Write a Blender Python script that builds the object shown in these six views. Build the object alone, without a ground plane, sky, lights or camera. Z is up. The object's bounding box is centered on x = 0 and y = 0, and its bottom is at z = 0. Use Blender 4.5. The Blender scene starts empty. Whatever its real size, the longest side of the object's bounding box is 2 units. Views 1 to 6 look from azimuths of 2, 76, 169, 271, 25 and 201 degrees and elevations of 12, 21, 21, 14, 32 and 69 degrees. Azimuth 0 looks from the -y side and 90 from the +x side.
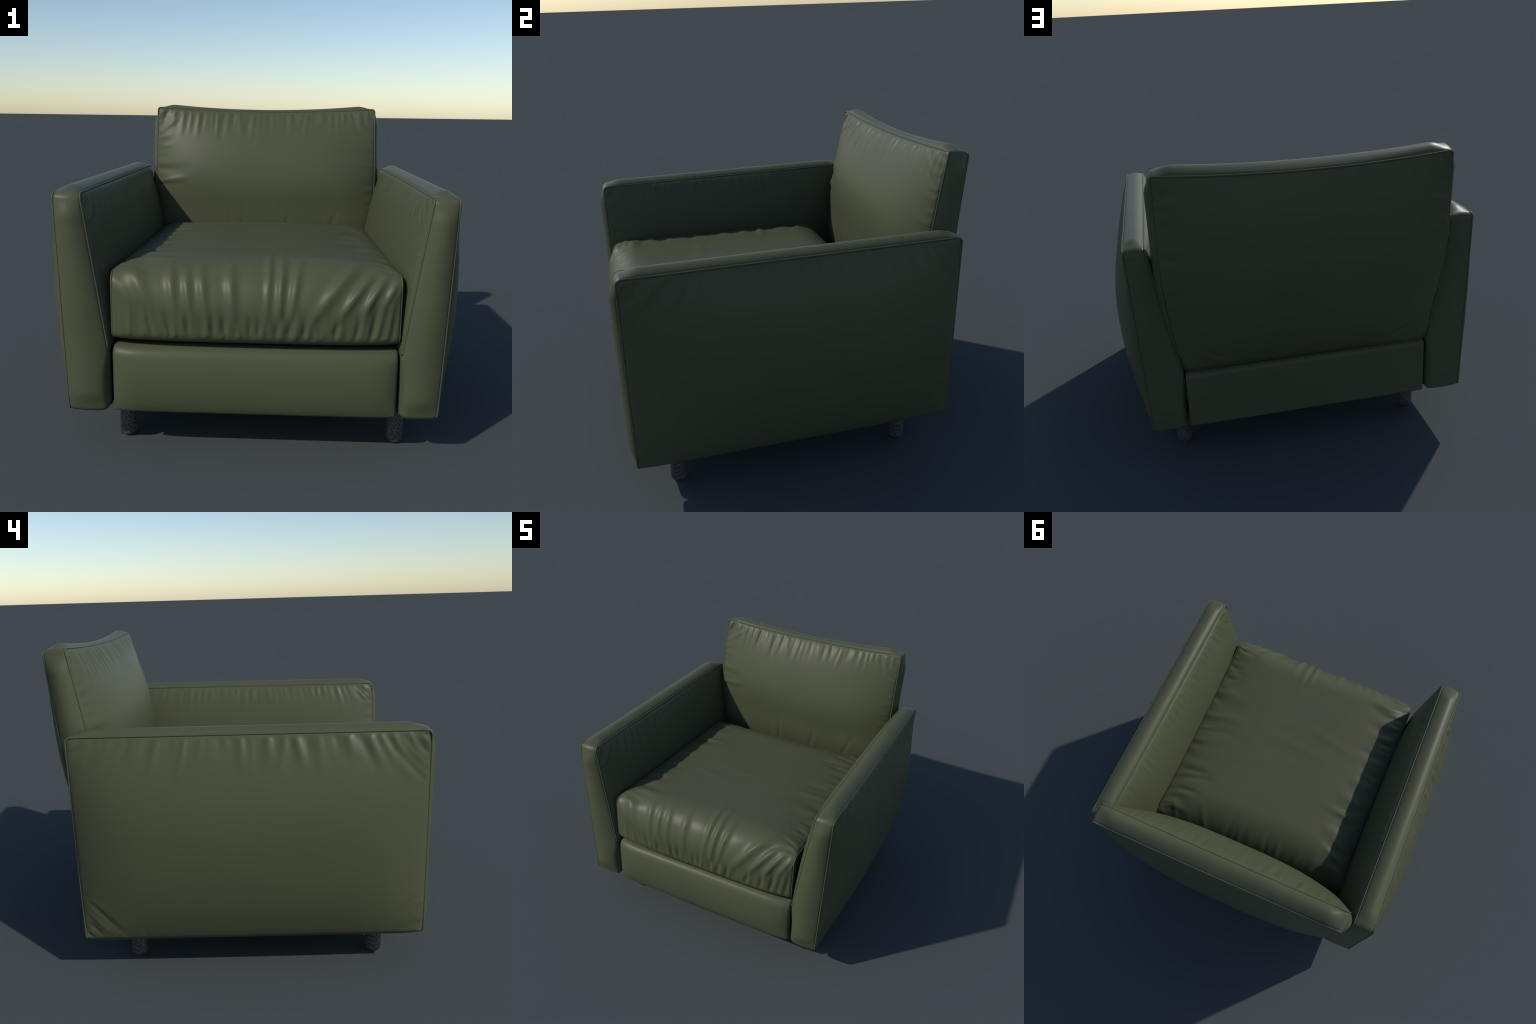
"""Olive leather club armchair: two flared box-cushion arms, a leaning back
cushion, a loose seat cushion, an upholstered plinth and four short round legs.

Every cushion is built the same way a real one is sewn: two outlines (the seams)
joined by a boxing band and closed by two stuffed panels.  Stuffing bulges the
panels, and gathered seams throw pleats into them."""
import bpy
import math
import numpy as np
from mathutils import Vector


# ----------------------------------------------------------------- materials
def new_material(name):
    material = bpy.data.materials.new(name)
    material.use_nodes = True
    nodes, links = material.node_tree.nodes, material.node_tree.links
    return material, nodes, links, nodes["Principled BSDF"]


def leather_material(name, colour, roughness):
    material, nodes, links, shader = new_material(name)
    coords = nodes.new("ShaderNodeTexCoord")
    cloudy = nodes.new("ShaderNodeTexNoise")
    cloudy.inputs["Scale"].default_value = 3.0
    cloudy.inputs["Detail"].default_value = 3.0
    links.new(coords.outputs["Object"], cloudy.inputs["Vector"])
    ramp = nodes.new("ShaderNodeValToRGB")
    ramp.color_ramp.elements[0].position = 0.3
    ramp.color_ramp.elements[1].position = 0.7
    ramp.color_ramp.elements[0].color = [c * 0.97 for c in colour] + [1]
    ramp.color_ramp.elements[1].color = [c * 1.03 for c in colour] + [1]
    links.new(cloudy.outputs["Fac"], ramp.inputs["Fac"])
    links.new(ramp.outputs["Color"], shader.inputs["Base Color"])
    grain = nodes.new("ShaderNodeTexVoronoi")
    grain.inputs["Scale"].default_value = 260.0
    links.new(coords.outputs["Object"], grain.inputs["Vector"])
    bump = nodes.new("ShaderNodeBump")
    bump.inputs["Strength"].default_value = 0.03
    bump.inputs["Distance"].default_value = 0.001
    links.new(grain.outputs["Distance"], bump.inputs["Height"])
    links.new(bump.outputs["Normal"], shader.inputs["Normal"])
    shader.inputs["Roughness"].default_value = roughness
    shader.inputs["Specular IOR Level"].default_value = 0.17
    return material


def woven_material(name):
    """Dark grey weave: small pale flecks in slanted rows."""
    material, nodes, links, shader = new_material(name)
    coords = nodes.new("ShaderNodeTexCoord")
    mapping = nodes.new("ShaderNodeMapping")
    mapping.inputs["Rotation"].default_value = (0.5, 0.6, 0.7)
    mapping.inputs["Scale"].default_value = (1.0, 1.0, 0.6)
    links.new(coords.outputs["Object"], mapping.inputs["Vector"])
    flecks = nodes.new("ShaderNodeTexVoronoi")
    flecks.inputs["Scale"].default_value = 170.0
    links.new(mapping.outputs["Vector"], flecks.inputs["Vector"])
    rows = nodes.new("ShaderNodeTexWave")
    rows.inputs["Scale"].default_value = 28.0
    rows.inputs["Distortion"].default_value = 5.0
    rows.inputs["Detail"].default_value = 1.0
    rows.inputs["Detail Scale"].default_value = 6.0
    links.new(mapping.outputs["Vector"], rows.inputs["Vector"])
    mix = nodes.new("ShaderNodeMath")
    mix.operation = "MULTIPLY"
    links.new(flecks.outputs["Distance"], mix.inputs[0])
    links.new(rows.outputs["Fac"], mix.inputs[1])
    ramp = nodes.new("ShaderNodeValToRGB")
    ramp.color_ramp.elements[0].position = 0.10
    ramp.color_ramp.elements[1].position = 0.50
    ramp.color_ramp.elements[0].color = (0.024, 0.024, 0.026, 1)
    ramp.color_ramp.elements[1].color = (0.095, 0.095, 0.10, 1)
    links.new(mix.outputs[0], ramp.inputs["Fac"])
    links.new(ramp.outputs["Color"], shader.inputs["Base Color"])
    bump = nodes.new("ShaderNodeBump")
    bump.inputs["Strength"].default_value = 0.6
    bump.inputs["Distance"].default_value = 0.002
    links.new(mix.outputs[0], bump.inputs["Height"])
    links.new(bump.outputs["Normal"], shader.inputs["Normal"])
    shader.inputs["Roughness"].default_value = 0.6
    return material


OLIVE = (0.078, 0.084, 0.047)
LEATHER = leather_material("olive_leather", OLIVE, 0.41)
PIPING = leather_material("olive_leather_piping", OLIVE, 0.41)
WOVEN = woven_material("dark_woven_leg")


# ------------------------------------------------------------------ helpers
def mesh_object(name, vertices, faces, material, parent):
    mesh = bpy.data.meshes.new(name)
    mesh.from_pydata([tuple(v) for v in vertices], [], [tuple(f) for f in faces])
    mesh.polygons.foreach_set("use_smooth", [True] * len(mesh.polygons))
    mesh.materials.append(material)
    mesh.update()
    obj = bpy.data.objects.new(name, mesh)
    bpy.context.collection.objects.link(obj)
    obj.parent = parent
    return obj


def smoothstep(lo, hi, x):
    t = np.clip((x - lo) / (hi - lo), 0, 1)
    return t * t * (3 - 2 * t)


def rounded_outline(corners, radii, step, counts=None, least=8):
    """Closed outline through the corners with filleted turns.
    Returns points, outward normals and arc length; corners run so that the
    outward normal lies to the left of the walking direction.  counts repeats the
    stations of an earlier outline so that the two can be joined point to point."""
    corners = [np.array(c, float) for c in corners]
    count = len(corners)
    pieces, normals, used = [], [], []
    for i, corner in enumerate(corners):
        before = corners[i - 1] - corner
        after = corners[(i + 1) % count] - corner
        before /= np.linalg.norm(before)
        after /= np.linalg.norm(after)
        half = math.acos(np.clip(before @ after, -1, 1)) / 2
        reach = radii[i] / math.tan(half)
        bisector = before + after
        bisector /= np.linalg.norm(bisector)
        centre = corner + bisector * radii[i] / math.sin(half)
        start, end = corner + before * reach - centre, corner + after * reach - centre
        turn = math.acos(np.clip(start @ end / radii[i] ** 2, -1, 1))
        steps = counts[2 * i] if counts else max(least, int(turn * radii[i] / step))
        for k in range(steps + 1):
            f = k / steps
            arm = (math.sin((1 - f) * turn) * start + math.sin(f * turn) * end) / math.sin(turn)
            pieces.append(centre + arm)
            normals.append(arm / np.linalg.norm(arm))
        following = corners[(i + 1) % count]
        nb, na = corner - following, corners[(i + 2) % count] - following
        nb /= np.linalg.norm(nb)
        na /= np.linalg.norm(na)
        nreach = radii[(i + 1) % count] / math.tan(math.acos(np.clip(nb @ na, -1, 1)) / 2)
        stop = following + nb * nreach
        begin = pieces[-1]
        length = np.linalg.norm(stop - begin)
        edge_steps = counts[2 * i + 1] if counts else max(2, int(length / step))
        used += [steps, edge_steps]
        normal = normals[-1]
        for k in range(1, edge_steps):
            pieces.append(begin + (stop - begin) * k / edge_steps)
            normals.append(normal)
    points, normals = np.array(pieces), np.array(normals)
    arc = np.concatenate([[0], np.cumsum(np.linalg.norm(np.diff(points, axis=0), axis=1))])
    return points, normals, arc, used


class Pleats:
    """A set of soft ridges and furrows drawn on a panel, each a straight or bowed
    stroke that is strong near its root and fades towards its tip."""

    def __init__(self):
        self.strokes = []

    def add(self, root, tip, width, height, bow=0.0, rise=0.12):
        self.strokes.append((root, tip, width, height, bow, rise))

    def along(self, start, end, inward, seed, spacing, length, height, width,
              fan=0.6, corner_reach=0.25, skip=0.0, weight=None, rise=0.12):
        """Gathers along a seam from start to end, spreading at the corners."""
        rng = np.random.default_rng(seed)
        start, end, inward = (np.array(v, float) for v in (start, end, inward))
        total = np.linalg.norm(end - start)
        axis = (end - start) / total
        position = spacing * rng.uniform(0.3, 0.8)
        while position < total - 0.2 * spacing:
            size = rng.uniform(0.35, 1.0)
            if rng.random() >= skip:
                f = position / total
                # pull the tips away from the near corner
                lean = fan * (math.exp(-position / corner_reach) - math.exp(-(total - position) / corner_reach))
                lean += rng.normal(0, 0.10)
                direction = inward + axis * lean
                direction /= np.linalg.norm(direction)
                reach = length * rng.uniform(0.55, 1.15) * (0.7 + 0.3 * size)
                sign = 1.0 if rng.random() < 0.55 else -0.9
                w = 1.0 if weight is None else weight(f)
                root = start + axis * position
                self.add(root, root + direction * reach, width * rng.uniform(0.75, 1.3),
                         sign * height * size * w, bow=rng.normal(0, 0.05), rise=rise)
            position += spacing * rng.uniform(0.65, 1.35)

    def height(self, x, y):
        total = np.zeros_like(x)
        for root, tip, width, height, bow, rise in self.strokes:
            root, tip = np.array(root, float), np.array(tip, float)
            length = np.linalg.norm(tip - root)
            axis = (tip - root) / length
            dx, dy = x - root[0], y - root[1]
            t = (dx * axis[0] + dy * axis[1]) / length
            r = -dx * axis[1] + dy * axis[0] - bow * length * np.clip(t, -0.2, 1.2) ** 2
            near = (t > -0.1) & (t < 1.05) & (np.abs(r) < 6 * width)
            if not near.any():
                continue
            tn, rn = t[near], r[near]
            spread = width * (0.75 + 0.55 * np.clip(tn, 0, 1))
            q = (rn / spread) ** 2
            ridge = np.exp(-q) - 0.42 * np.exp(-q / 4.5)
            envelope = smoothstep(-0.03, rise, tn) * (1 - smoothstep(rise, 1.02, tn)) ** 1.1
            total[near] += height * ridge * envelope
        return total


def pillow(alpha, beta, p=2.2, q=0.8, p_up=None, q_up=None):
    """Stuffed height of a panel: p is fullness, q the steepness at the seam."""
    a = np.clip(1 - np.abs(alpha) ** p, 0, 1)
    b = np.clip(1 - np.abs(beta) ** (p_up or p), 0, 1)
    return a ** q * b ** (q_up or q)


def build_cushion(name, parent, outline_a, outline_b, depth_a, depth_b, to_world,
                  panel_a, panel_b, band, edge_a, edge_b, step=0.009, rings=90,
                  band_steps=24, piping_a=None, piping_b=None, piping_radius=0.0048,
                  groove_depth=0.0010, crown=None, corner_steps=8):
    """outline_*: (corners, radii) of the two seams in the panel plane (a, b).
    depth_*(a, b): where each panel lies along the third axis c (A has the larger c).
    panel_*(a, b), band(a, b, normal, arc, t, c): outward stuffing heights.
    edge_*(a, b): rounding radius of the seam edge.  piping_*: mask or None.
    crown: (corners, radii, weight(t, c)) of the band's outline away from the seams."""
    LA, NA, arc, counts = rounded_outline(*outline_a, step, least=corner_steps)
    LB, NB, _, _ = rounded_outline(*outline_b, step, counts)
    count = len(LA)
    if crown:
        LC, NC, arc, _ = rounded_outline(crown[0], crown[1], step, counts)
    corded = {"a": piping_a(LA[:, 0], LA[:, 1]) if piping_a else np.zeros(count, bool),
              "b": piping_b(LB[:, 0], LB[:, 1]) if piping_b else np.zeros(count, bool)}

    def groove(key, distance):
        """The leather dives into the seam beside the cord."""
        return -groove_depth * corded[key] * np.exp(-(distance / 0.011) ** 2)

    vertices, faces = [], []

    def add_ring(ab, c):
        start = sum(len(v) for v in vertices)
        vertices.append(to_world(ab[:, 0], ab[:, 1], c))
        return np.arange(start, start + count)

    def bridge(r0, r1, flip):
        n0, n1 = np.roll(r0, -1), np.roll(r1, -1)
        quads = np.stack([r0, n0, n1, r1], 1)
        faces.extend((quads[:, ::-1] if flip else quads).tolist())

    edge_rings = {}
    phis = np.radians(np.linspace(45, 90, 6))
    for key, L, N, depth, panel, edge, sign in (
            ("a", LA, NA, depth_a, panel_a, edge_a, 1.0), ("b", LB, NB, depth_b, panel_b, edge_b, -1.0)):
        radius = edge(L[:, 0], L[:, 1])
        previous = None
        for k, phi in enumerate(phis):
            ab = L - N * (radius * (1 - math.cos(phi)))[:, None]
            c = depth(ab[:, 0], ab[:, 1]) - sign * radius * (1 - math.sin(phi))
            if k:
                c = c + sign * (panel(ab[:, 0], ab[:, 1]) + groove(key, radius * (1 - math.cos(phi)) * k / 5))
            ring = add_ring(ab, c)
            if k == 0:
                edge_rings[key] = ring
            else:
                bridge(previous, ring, sign > 0)
            previous = ring
        inner = L - N * radius[:, None]
        centre = inner.mean(axis=0)
        fractions = np.linspace(0, 1, rings + 1)[1:-1] ** 1.25
        for f in fractions:
            ab = inner + (centre - inner) * f
            reach = radius + f * ((inner - centre) * N).sum(1)
            c = depth(ab[:, 0], ab[:, 1]) + sign * (panel(ab[:, 0], ab[:, 1]) + groove(key, reach))
            ring = add_ring(ab, c)
            bridge(previous, ring, sign > 0)
            previous = ring
        hub = sum(len(v) for v in vertices)
        ca = np.array([centre[0]]), np.array([centre[1]])
        vertices.append(to_world(*ca, depth(*ca) + sign * panel(*ca)))
        for i in range(count):
            j = (i + 1) % count
            tri = (previous[i], previous[j], hub)
            faces.append(tri[::-1] if sign > 0 else tri)

    # boxing band from seam A to seam B
    ra, rb = edge_a(LA[:, 0], LA[:, 1]), edge_b(LB[:, 0], LB[:, 1])
    cA, cB = depth_a(LA[:, 0], LA[:, 1]), depth_b(LB[:, 0], LB[:, 1])
    width = cA - cB
    previous = edge_rings["a"]
    stations = []
    for phi in phis[1:]:
        stations.append((ra * (1 - math.cos(phi)) / width, -ra * (1 - math.sin(phi))))
    for k in range(1, band_steps):
        f = k / band_steps
        stations.append(((ra + (width - ra - rb) * f) / width, np.zeros(count)))
    for phi in phis[:0:-1]:
        stations.append((1 - rb * (1 - math.cos(phi)) / width, -rb * (1 - math.sin(phi))))
    for t, sink in stations:
        ab = LA + (LB - LA) * t[:, None]
        n = NA + (NB - NA) * t[:, None]
        c = cA - width * t
        if crown:
            w = crown[2](t, c)[:, None]
            ab = ab + (LC - ab) * w
            n = n + (NC - n) * w
        n /= np.linalg.norm(n, axis=1)[:, None]
        sink = sink + groove("a", t * width) + groove("b", (1 - t) * width)
        ab = ab + n * (sink + band(ab[:, 0], ab[:, 1], n, arc, t, c))[:, None]
        ring = add_ring(ab, c)
        bridge(previous, ring, False)
        previous = ring
    bridge(previous, edge_rings["b"], False)
    V = np.concatenate(vertices)
    body = mesh_object(name, V, faces, LEATHER, parent)

    # welt cord standing proud in each seam
    for key, L, N, depth, radius, sign in (("a", LA, NA, depth_a, ra, 1.0), ("b", LB, NB, depth_b, rb, -1.0)):
        keep = corded[key]
        if not keep.any():
            continue
        inset = radius * (1 - math.sqrt(0.5)) - 0.0018
        ab = L - N * inset[:, None]
        path = to_world(ab[:, 0], ab[:, 1], depth(L[:, 0], L[:, 1]) - sign * inset)
        order = np.arange(count)
        closed = bool(keep.all())
        if not closed:
            first = [i for i in order if keep[i] and not keep[i - 1]][0]
            order = np.roll(order, -first)
            order = order[keep[order]]
        add_piping("piping", body, path[order], closed, piping_radius)
    return body


def add_piping(name, parent, path, closed, radius):
    sides = 10
    n = len(path)
    if closed:
        tangent = np.roll(path, -1, 0) - np.roll(path, 1, 0)
    else:
        tangent = np.gradient(path, axis=0)
    tangent /= np.linalg.norm(tangent, axis=1)[:, None]
    out = path - path.mean(axis=0)
    out -= (out * tangent).sum(1)[:, None] * tangent
    out /= np.linalg.norm(out, axis=1)[:, None]
    side = np.cross(tangent, out)
    verts = []
    for k in range(sides):
        ang = 2 * math.pi * k / sides
        verts.append(path + radius * (math.cos(ang) * out + math.sin(ang) * side))
    V = np.stack(verts, 1).reshape(-1, 3)
    faces = []
    for i in range(n if closed else n - 1):
        j = (i + 1) % n
        for k in range(sides):
            l = (k + 1) % sides
            faces.append((i * sides + k, j * sides + k, j * sides + l, i * sides + l))
    if not closed:
        faces.append(tuple(range(sides)))
        faces.append(tuple((n - 1) * sides + k for k in range(sides))[::-1])
    return mesh_object(name, V, faces, PIPING, parent)


def everywhere(a, b):
    return np.ones_like(a, bool)


# ---------------------------------------------------------------- the chair
chair = bpy.data.objects.new("armchair", None)
bpy.context.collection.objects.link(chair)
chair["label"] = "olive green leather armchair with flared box arms and loose cushions"
chair["category"] = "armchair"


# -- arms: a = y, b = z, c = distance from the middle (|x|)
def build_arm(side, out_top, out_bottom, in_top, in_low, seed, slack):
    front, back, low, high = -0.893, 0.780, 0.217, 1.247
    drift = 0.006                                     # arms open slightly to the rear

    def depth_out(y, z):
        return out_bottom + (out_top - out_bottom) * (z - low) / (high - low) + drift * (y - front) / 1.67

    def depth_in(y, z):
        flare = np.clip((z - 0.52) / (high - 0.52), 0, None)
        return in_low + (in_top - in_low) * flare + drift * 1.5 * (y - front) / 1.67 * flare

    out_pleats, in_pleats = Pleats(), Pleats()
    top = high - 0.008
    out_pleats.along((front, top), (back, top), (0, -1), seed, 0.066, 0.25, 0.0095, 0.021,
                     fan=-0.85, corner_reach=0.40, weight=lambda f: 1.35 - 0.75 * f)
    out_pleats.along((front + 0.01, low), (front + 0.01, high), (1, 0), seed + 1, 0.055, 0.11, 0.007, 0.016,
                     fan=-0.9, corner_reach=0.2, weight=lambda f: 0.10 + 0.9 * abs(2 * f - 1) ** 3)
    out_pleats.along((back - 0.01, low), (back - 0.01, high), (-1, 0), seed + 2, 0.055, 0.11, 0.007, 0.016,
                     fan=-0.9, corner_reach=0.2, weight=lambda f: 0.10 + 0.9 * abs(2 * f - 1) ** 3)
    out_pleats.along((front, low + 0.01), (back, low + 0.01), (0, 1), seed + 3, 0.065, 0.13, 0.007, 0.017,
                     fan=-1.0, corner_reach=0.25, weight=lambda f: 0.15 + 1.0 * abs(2 * f - 1) ** 3)
    # drag folds that cut across the corners
    for (y, z, sy, sz, size) in ((front, high, 1, -1, 1.0), (back, low, -1, 1, 1.2),
                                 (back, high, -1, -1, 0.6), (front, low, 1, 1, 0.6)):
        for k, reach in enumerate((0.06, 0.11, 0.17, 0.24)):
            out_pleats.add((y + sy * 0.012, z + sz * reach * 1.05), (y + sy * reach * 1.1, z + sz * 0.015),
                           0.010 + 0.002 * k, (-0.008 if k % 2 else 0.006) * size * slack, -0.12 * sy * sz, rise=0.4)
    in_pleats.along((front, top), (back, top), (0, -1), seed + 5, 0.050, 0.20, 0.0062, 0.015,
                    fan=-0.7, corner_reach=0.3, weight=lambda f: 1.2 - 0.6 * f)
    in_pleats.along((front + 0.01, 0.75), (front + 0.01, high), (1, 0), seed + 6, 0.05, 0.09, 0.005, 0.013,
                    fan=-0.9, corner_reach=0.15, weight=lambda f: 0.3 + 0.9 * f)
    for k, reach in enumerate((0.05, 0.09, 0.14)):
        in_pleats.add((front + 0.012, high - reach), (front + reach * 1.1, high - 0.015), 0.009,
                      -0.006 if k % 2 else 0.006, 0.05, rise=0.4)

    mid_y, half_y = (front + back) / 2, (back - front) / 2
    mid_z, half_z = (low + high) / 2, (high - low) / 2

    def panel_out(y, z):
        rise = (z - mid_z) / half_z
        upper = pillow((y - mid_y) / half_y, rise, 3.6, 0.75, 2.0, 0.95)
        lower = pillow((y - mid_y) / half_y, rise, 3.6, 0.75, 2.2, 0.84)     # stuffing settles
        h = lower + (upper - lower) * smoothstep(-0.3, 0.3, rise)
        return 0.117 * h + out_pleats.height(y, z)

    def panel_in(y, z):
        beta = (z - 0.88) / (high - 0.88)
        h = pillow((y - mid_y) / half_y, beta, 3.6, 0.6, 2.4, 0.65)
        return 0.074 * h + in_pleats.height(y, z)

    def band(y, z, n, arc, t, c):
        crown = np.sin(np.pi * t) ** 0.8
        from_end = np.maximum(half_y - np.abs(y - mid_y), half_z - np.abs(z - mid_z))
        swell = 0.027 - 0.016 * np.clip(n[:, 0], 0, 1) + 0.004 * np.clip(-n[:, 0], 0, 1)
        return swell * crown * (0.2 + 0.8 * smoothstep(0.0, 0.11, from_end))

    def edge_out(y, z):
        return 0.012 + 0.008 * (1 - smoothstep(0.217, 0.25, z))

    def edge_in(y, z):
        return 0.012 + 0.030 * (1 - smoothstep(0.36, 0.54, z))

    # walk: up the front, back along the top, down the rear, home underneath
    corners = [(front, low), (front, high), (back, high + 0.004), (back, low)]
    return build_cushion(
        "armrest", chair, (corners, [0.022, 0.028, 0.028, 0.022]), (corners, [0.022, 0.028, 0.028, 0.022]),
        depth_out, depth_in, lambda y, z, c: np.stack([side * c, y, z], 1),
        panel_out, panel_in, band, edge_out, edge_in,
        piping_a=lambda y, z: z > 0.221, piping_b=lambda y, z: z > 0.525)


def fix_winding(obj):
    """Turn the faces outward (a mirrored arm is built inside out)."""
    import bmesh
    bm = bmesh.new()
    bm.from_mesh(obj.data)
    bmesh.ops.recalc_face_normals(bm, faces=bm.faces)
    bm.to_mesh(obj.data)
    bm.free()


arms = [build_arm(-1, 0.894, 0.862, 0.770, 0.664, 11, 1.0), build_arm(1, 0.899, 0.864, 0.786, 0.681, 47, 0.5)]


# -- back cushion: a = x, b = z, c = -y (panel A faces the sitter)
def build_back():
    top_front, top_rear, bottom = 1.641, 1.627, 0.552
    front_corners = [(-0.660, bottom), (-0.731, 1.00), (-0.724, top_front),
                     (0.735, top_front), (0.746, 0.95), (0.676, bottom)]
    rear_corners = [(-0.655, bottom), (-0.728, 1.00), (-0.714, top_rear),
                    (0.735, top_rear), (0.742, 0.92), (0.676, bottom)]

    def front_depth(x, z):
        bend = np.hypot(z - 1.15, 0.16)                 # steep foot easing into the lean
        return -(0.697 + 0.125 * (z - 1.15) + 0.065 * (bend - 0.16))

    def rear_depth(x, z):
        return -(0.892 - 0.105 * (top_rear - z) - 0.006 * smoothstep(0.80, 0.55, z))

    def local(x, z, top):
        up = (z - bottom) / (top - bottom)
        half = 0.668 + 0.066 * smoothstep(0.0, 0.55, up)
        return (x - 0.007) / half, 2 * up - 1

    front_pleats, rear_pleats = Pleats(), Pleats()
    t = top_front - 0.008
    front_pleats.along((-0.72, t), (0.73, t), (0, -1), 5, 0.052, 0.22, 0.0085, 0.016, fan=-0.5, corner_reach=0.10)
    front_pleats.along((-0.72, t), (-0.725, 0.95), (1, 0.15), 6, 0.062, 0.16, 0.0060, 0.018, fan=-0.4, corner_reach=0.12)
    front_pleats.along((0.73, t), (0.735, 0.95), (-1, 0.15), 7, 0.062, 0.16, 0.0060, 0.018, fan=-0.4, corner_reach=0.12)
    front_pleats.add((-0.72, 1.150), (-0.44, 1.19), 0.022, 0.015, 0.03)          # deep tuck by the arm
    front_pleats.add((-0.72, 1.225), (-0.46, 1.25), 0.028, -0.009, 0.02)
    for k, x in enumerate((-0.42, -0.2, -0.13, 0.14, 0.42)):                   # puckers above the seat
        front_pleats.add((x, 0.80), (x + 0.05 * (k - 2), 1.04), 0.02, -0.006, 0.02)
    for k, reach in enumerate((0.085, 0.13, 0.17)):                            # tight folds across the corners
        h = -0.004 if k % 2 else 0.005
        front_pleats.add((-0.715, t - reach), (-0.715 + reach * 1.1, t - 0.008), 0.010, h, -0.05, rise=0.4)
        front_pleats.add((0.727, t - reach), (0.727 - reach * 1.1, t - 0.008), 0.010, h * 0.7, 0.05, rise=0.4)
    rear_pleats.along((-0.70, top_rear), (0.73, top_rear), (0, -1), 8, 0.07, 0.12, 0.003, 0.016, fan=-0.6)
    rear_pleats.along((-0.71, top_rear), (-0.70, bottom), (1, 0), 9, 0.07, 0.16, 0.005, 0.018, fan=-0.6)
    rear_pleats.along((0.73, top_rear), (0.71, bottom), (-1, 0), 10, 0.07, 0.16, 0.005, 0.018, fan=-0.6)
    rear_pleats.add((-0.62, 0.72), (-0.36, 0.58), 0.018, -0.009, rise=0.4)
    rear_pleats.add((0.62, 0.72), (0.38, 0.58), 0.018, -0.009, rise=0.4)

    def panel_front(x, z):
        al, be = local(x, z, top_front)
        middle, foot = pillow(al, be, 3.1, 0.78, 2.0, 0.78), pillow(al, be, 5.0, 0.6, 2.0, 0.85)
        shape = foot + (middle - foot) * smoothstep(-0.75, -0.1, be)
        shape = shape * (0.82 + 0.18 * smoothstep(-0.75, 0.0, be))
        shape = shape * (1 - 0.15 * np.exp(-((be + 0.2) / 0.28) ** 2))
        return 0.124 * shape + front_pleats.height(x, z)

    def panel_rear(x, z):
        al, be = local(x, z, top_rear)
        upper, lower = pillow(al, be, 4.0, 0.75, 2.0, 1.0), pillow(al, be, 3.2, 0.8, 2.3, 0.62)
        shape = (lower + (upper - lower) * smoothstep(-0.45, 0.45, be)) * (1 - 0.12 * smoothstep(-0.1, 0.5, be) - 0.10 * smoothstep(0.5, 1, be))
        shape = shape * (1 - 0.14 * smoothstep(0.3, 0.8, al) * np.exp(-((be + 0.1) / 0.4) ** 2))
        return 0.100 * shape + rear_pleats.height(x, z)

    def band(x, z, n, arc, t, c):
        crown = np.sin(np.pi * t) ** 0.8
        from_end = np.maximum(0.73 - np.abs(x - 0.007), 0.54 - np.abs(z - 1.096))
        swell = 0.031 - 0.009 * np.clip(n[:, 1], 0, 1) * (1 - np.clip(np.abs(x) / 0.6, 0, 1) ** 2)
        return swell * crown * (0.15 + 0.85 * smoothstep(0.0, 0.11, from_end))

    def to_world(x, z, c):
        droop = np.clip((z - 0.9) / 0.74, 0, 1) ** 2 * (1 - np.clip(np.abs(x) / 0.73, 0, 1) ** 2)
        tuck = 0.012 * (1 - np.clip(np.abs(x) / 0.66, 0, 1) ** 2) * smoothstep(0.80, 0.55, z)
        sag = 0.021 + 0.014 * smoothstep(0.76, 0.90, -c)
        return np.stack([x, -c - 0.012 * x, z - sag * droop + tuck], 1)      # set a touch askew

    radii = [0.05, 2.4, 0.020, 0.020, 2.4, 0.05]
    return build_cushion(
        "backrest", chair, (front_corners, radii), (rear_corners, radii), front_depth, rear_depth, to_world,
        panel_front, panel_rear, band, lambda x, z: np.full_like(x, 0.012),
        lambda x, z: 0.012 + 0.012 * (1 - smoothstep(0.56, 0.72, z)),
        piping_a=everywhere, piping_b=lambda x, z: z > 0.66)


back = build_back()


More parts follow.
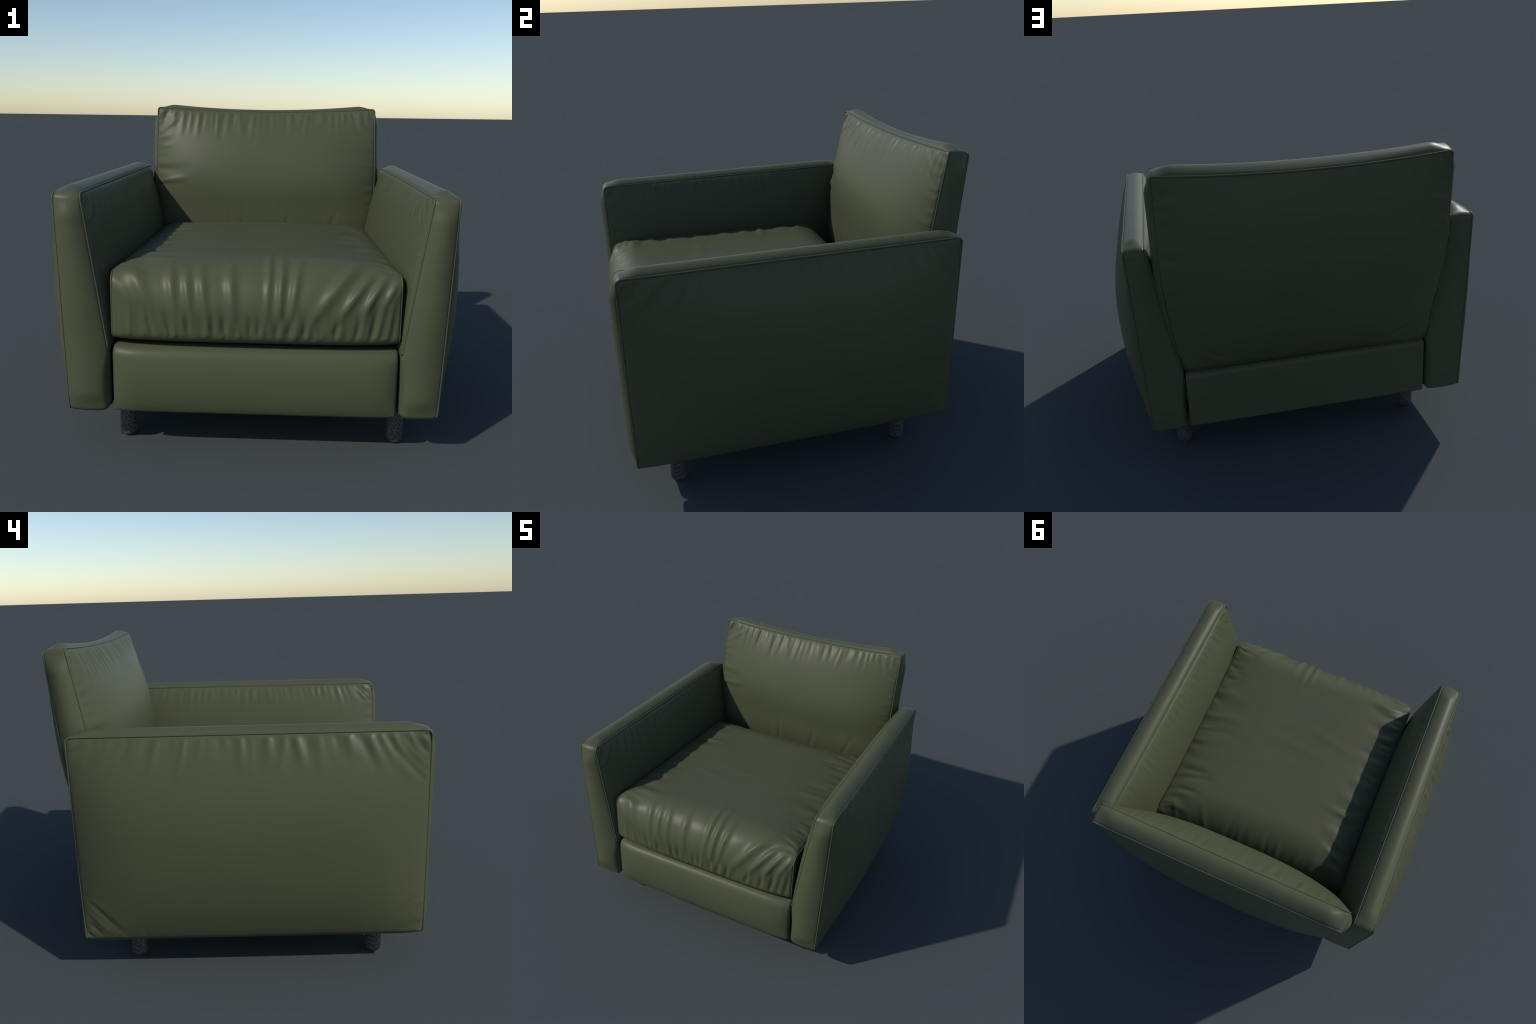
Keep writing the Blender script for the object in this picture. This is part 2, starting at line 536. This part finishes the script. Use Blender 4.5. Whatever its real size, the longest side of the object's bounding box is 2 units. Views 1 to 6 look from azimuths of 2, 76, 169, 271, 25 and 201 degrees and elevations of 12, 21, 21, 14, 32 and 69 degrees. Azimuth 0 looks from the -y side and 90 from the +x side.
# -- seat cushion: a = y, b = z, c = x; the band is the leather that wraps
#    from underneath over the front and across the top
def build_seat():
    corners = [(-0.884, 0.574), (-0.876, 0.888), (0.548, 0.856), (0.560, 0.560)]
    right, left = 0.672, -0.648
    folds = Pleats()      # drawn on the unrolled wrap: (x, arc length up the front and over the top)
    foot, roll, rear = 0.075, 0.44, 1.66     # lower front edge, front roll, start of the rear roll
    # gathers from the lower front edge
    folds.along((left, foot), (right, foot), (0, 1), 21, 0.050, 0.25, 0.0080, 0.016, fan=-0.35, corner_reach=0.3)
    folds.along((left, foot - 0.01), (right, foot - 0.01), (0, 1), 22, 0.075, 0.13, 0.009, 0.014, fan=-0.3)
    # broad drapes that roll over the front edge and run into the gathers
    for x0, x1, s1, h, w in ((-0.43, -0.61, 0.52, 0.013, 0.036), (-0.33, -0.41, 0.49, 0.012, 0.022),
                             (-0.26, -0.335, 0.47, 0.011, 0.019), (-0.19, -0.27, 0.50, 0.013, 0.021),
                             (-0.07, -0.135, 0.52, 0.014, 0.025), (0.055, 0.105, 0.60, 0.012, 0.017),
                             (0.11, 0.165, 0.62, 0.016, 0.019), (0.15, 0.25, 0.55, 0.015, 0.019),
                             (0.20, 0.56, 0.52, 0.021, 0.028), (0.33, 0.64, 0.50, 0.019, 0.022),
                             (0.45, 0.67, 0.47, 0.020, 0.022), (0.56, 0.69, 0.40, 0.014, 0.020)):
        folds.add((x0, foot), (x1, s1), w, h, bow=0.06 if x0 > 0 else -0.05, rise=0.53 + 0.10 * math.sin(37 * x0))
    # pinched dimples along the lower front
    for x in (-0.45, -0.365, -0.28, -0.17, -0.12, -0.01, 0.03, 0.11, 0.165, 0.23, 0.365, 0.46, 0.53, 0.62):
        folds.add((x, foot - 0.02), (x + 0.08 * x, foot + 0.13), 0.014, -0.015, rise=0.4)
    # gathers from both side seams across the top
    for x, way, seed in ((right, -1, 23), (left, 1, 24)):
        folds.along((x, roll), (x, rear), (way, 0), seed, 0.080, 0.34, 0.017, 0.025,
                    fan=-0.5, corner_reach=0.5, rise=0.38)
        folds.along((x, roll), (x, rear), (way, 0), seed + 30, 0.060, 0.20, 0.011, 0.018,
                    fan=-0.5, corner_reach=0.4, rise=0.3)
    # soft creases coming out from under the back
    folds.along((left, 1.80), (right, 1.80), (0, -1), 25, 0.11, 0.36, 0.007, 0.024, fan=-0.3)
    # broad slack wandering over the top
    for x0, s0, x1, s1, h in ((-0.45, 0.95, 0.05, 0.80, 0.003), (-0.30, 1.05, 0.30, 0.95, 0.003),
                              (0.50, 0.95, 0.05, 0.80, -0.003), (0.45, 1.30, -0.10, 1.15, 0.003)):
        folds.add((x0, s0), (x1, s1), 0.035, h, 0.1, rise=0.5)

    mid, half = (left + right) / 2, (right - left) / 2

    def crown_weight(t, c):
        return np.clip(1 - np.abs((c - mid) / half) ** 3.2, 0, 1) ** 0.55

    def band(y, z, n, arc, t, c):
        return folds.height(c, arc) * smoothstep(0, 0.03, np.minimum(t, 1 - t))

    crown_corners = [(-0.930, 0.567), (-0.948, 0.944), (0.560, 0.940), (0.585, 0.556)]

    def side(y, z):
        return 0.010 * pillow((y + 0.15) / 0.72, (z - 0.73) / 0.16)

    return build_cushion(
        "seat_cushion", chair, (corners, [0.035, 0.050, 0.06, 0.04]), (corners, [0.035, 0.050, 0.06, 0.04]),
        lambda y, z: np.full_like(y, right) , lambda y, z: np.full_like(y, left),
        lambda y, z, c: np.stack([c, y, z], 1),
        side, side, band, lambda y, z: np.full_like(y, 0.010), lambda y, z: np.full_like(y, 0.010),
        step=0.008, rings=30, band_steps=170, crown=(crown_corners, [0.06, 0.23, 0.30, 0.05], crown_weight),
        corner_steps=30, piping_a=everywhere, piping_b=everywhere, piping_radius=0.0045)


seat = build_seat()


# -- upholstered base: a = y, b = z, c = x
def build_base():
    corners = [(-0.893, 0.219), (-0.886, 0.546), (0.788, 0.546), (0.788, 0.222)]

    def band(y, z, n, arc, t, c):
        face = np.clip(-n[:, 0], 0, 1)
        swell = np.clip(1 - np.abs(2 * t - 1) ** 12, 0, 1) * np.sin(np.clip((z - 0.222) / 0.324, 0, 1) * np.pi) ** 0.45
        return 0.044 * face * swell

    flat = lambda y, z: np.zeros_like(y)
    return build_cushion(
        "base", chair, (corners, [0.016, 0.055, 0.03, 0.016]), (corners, [0.016, 0.055, 0.03, 0.016]),
        lambda y, z: np.full_like(y, 0.672), lambda y, z: np.full_like(y, -0.650),
        lambda y, z, c: np.stack([c, y, z], 1), flat, flat, band,
        lambda y, z: np.full_like(y, 0.013), lambda y, z: np.full_like(y, 0.013),
        step=0.012, rings=12, band_steps=80)


base = build_base()


# -- legs: short turned posts with a rounded foot
def leg_mesh():
    radius, height, fillet = 0.041, 0.235, 0.030
    profile = [(0.0, 0.0)]
    for k in range(9):
        a = math.radians(90 * k / 8)
        profile.append((radius - fillet + fillet * math.sin(a), fillet * 0.8 * (1 - math.cos(a))))
    profile += [(radius, 0.10), (radius, height), (0.0, height)]
    sides = 48
    verts, faces = [], []
    for r, z in profile:
        for k in range(sides):
            a = 2 * math.pi * k / sides
            verts.append((r * math.cos(a), r * math.sin(a), z))
    for i in range(len(profile) - 1):
        for k in range(sides):
            l = (k + 1) % sides
            faces.append((i * sides + k, i * sides + l, (i + 1) * sides + l, (i + 1) * sides + k))
    return verts, faces


verts, faces = leg_mesh()
leg = mesh_object("leg", verts, faces, WOVEN, chair)
LEG_SPOTS = [(-0.630, -0.684), (0.708, -0.684), (-0.630, 0.567), (0.708, 0.567)]
leg.location = (*LEG_SPOTS[0], 0)
for x, y in LEG_SPOTS[1:]:
    copy = leg.copy()
    bpy.context.collection.objects.link(copy)
    copy.location = (x, y, 0)

for obj in bpy.data.objects:
    if obj.type == "MESH":
        fix_winding(obj)
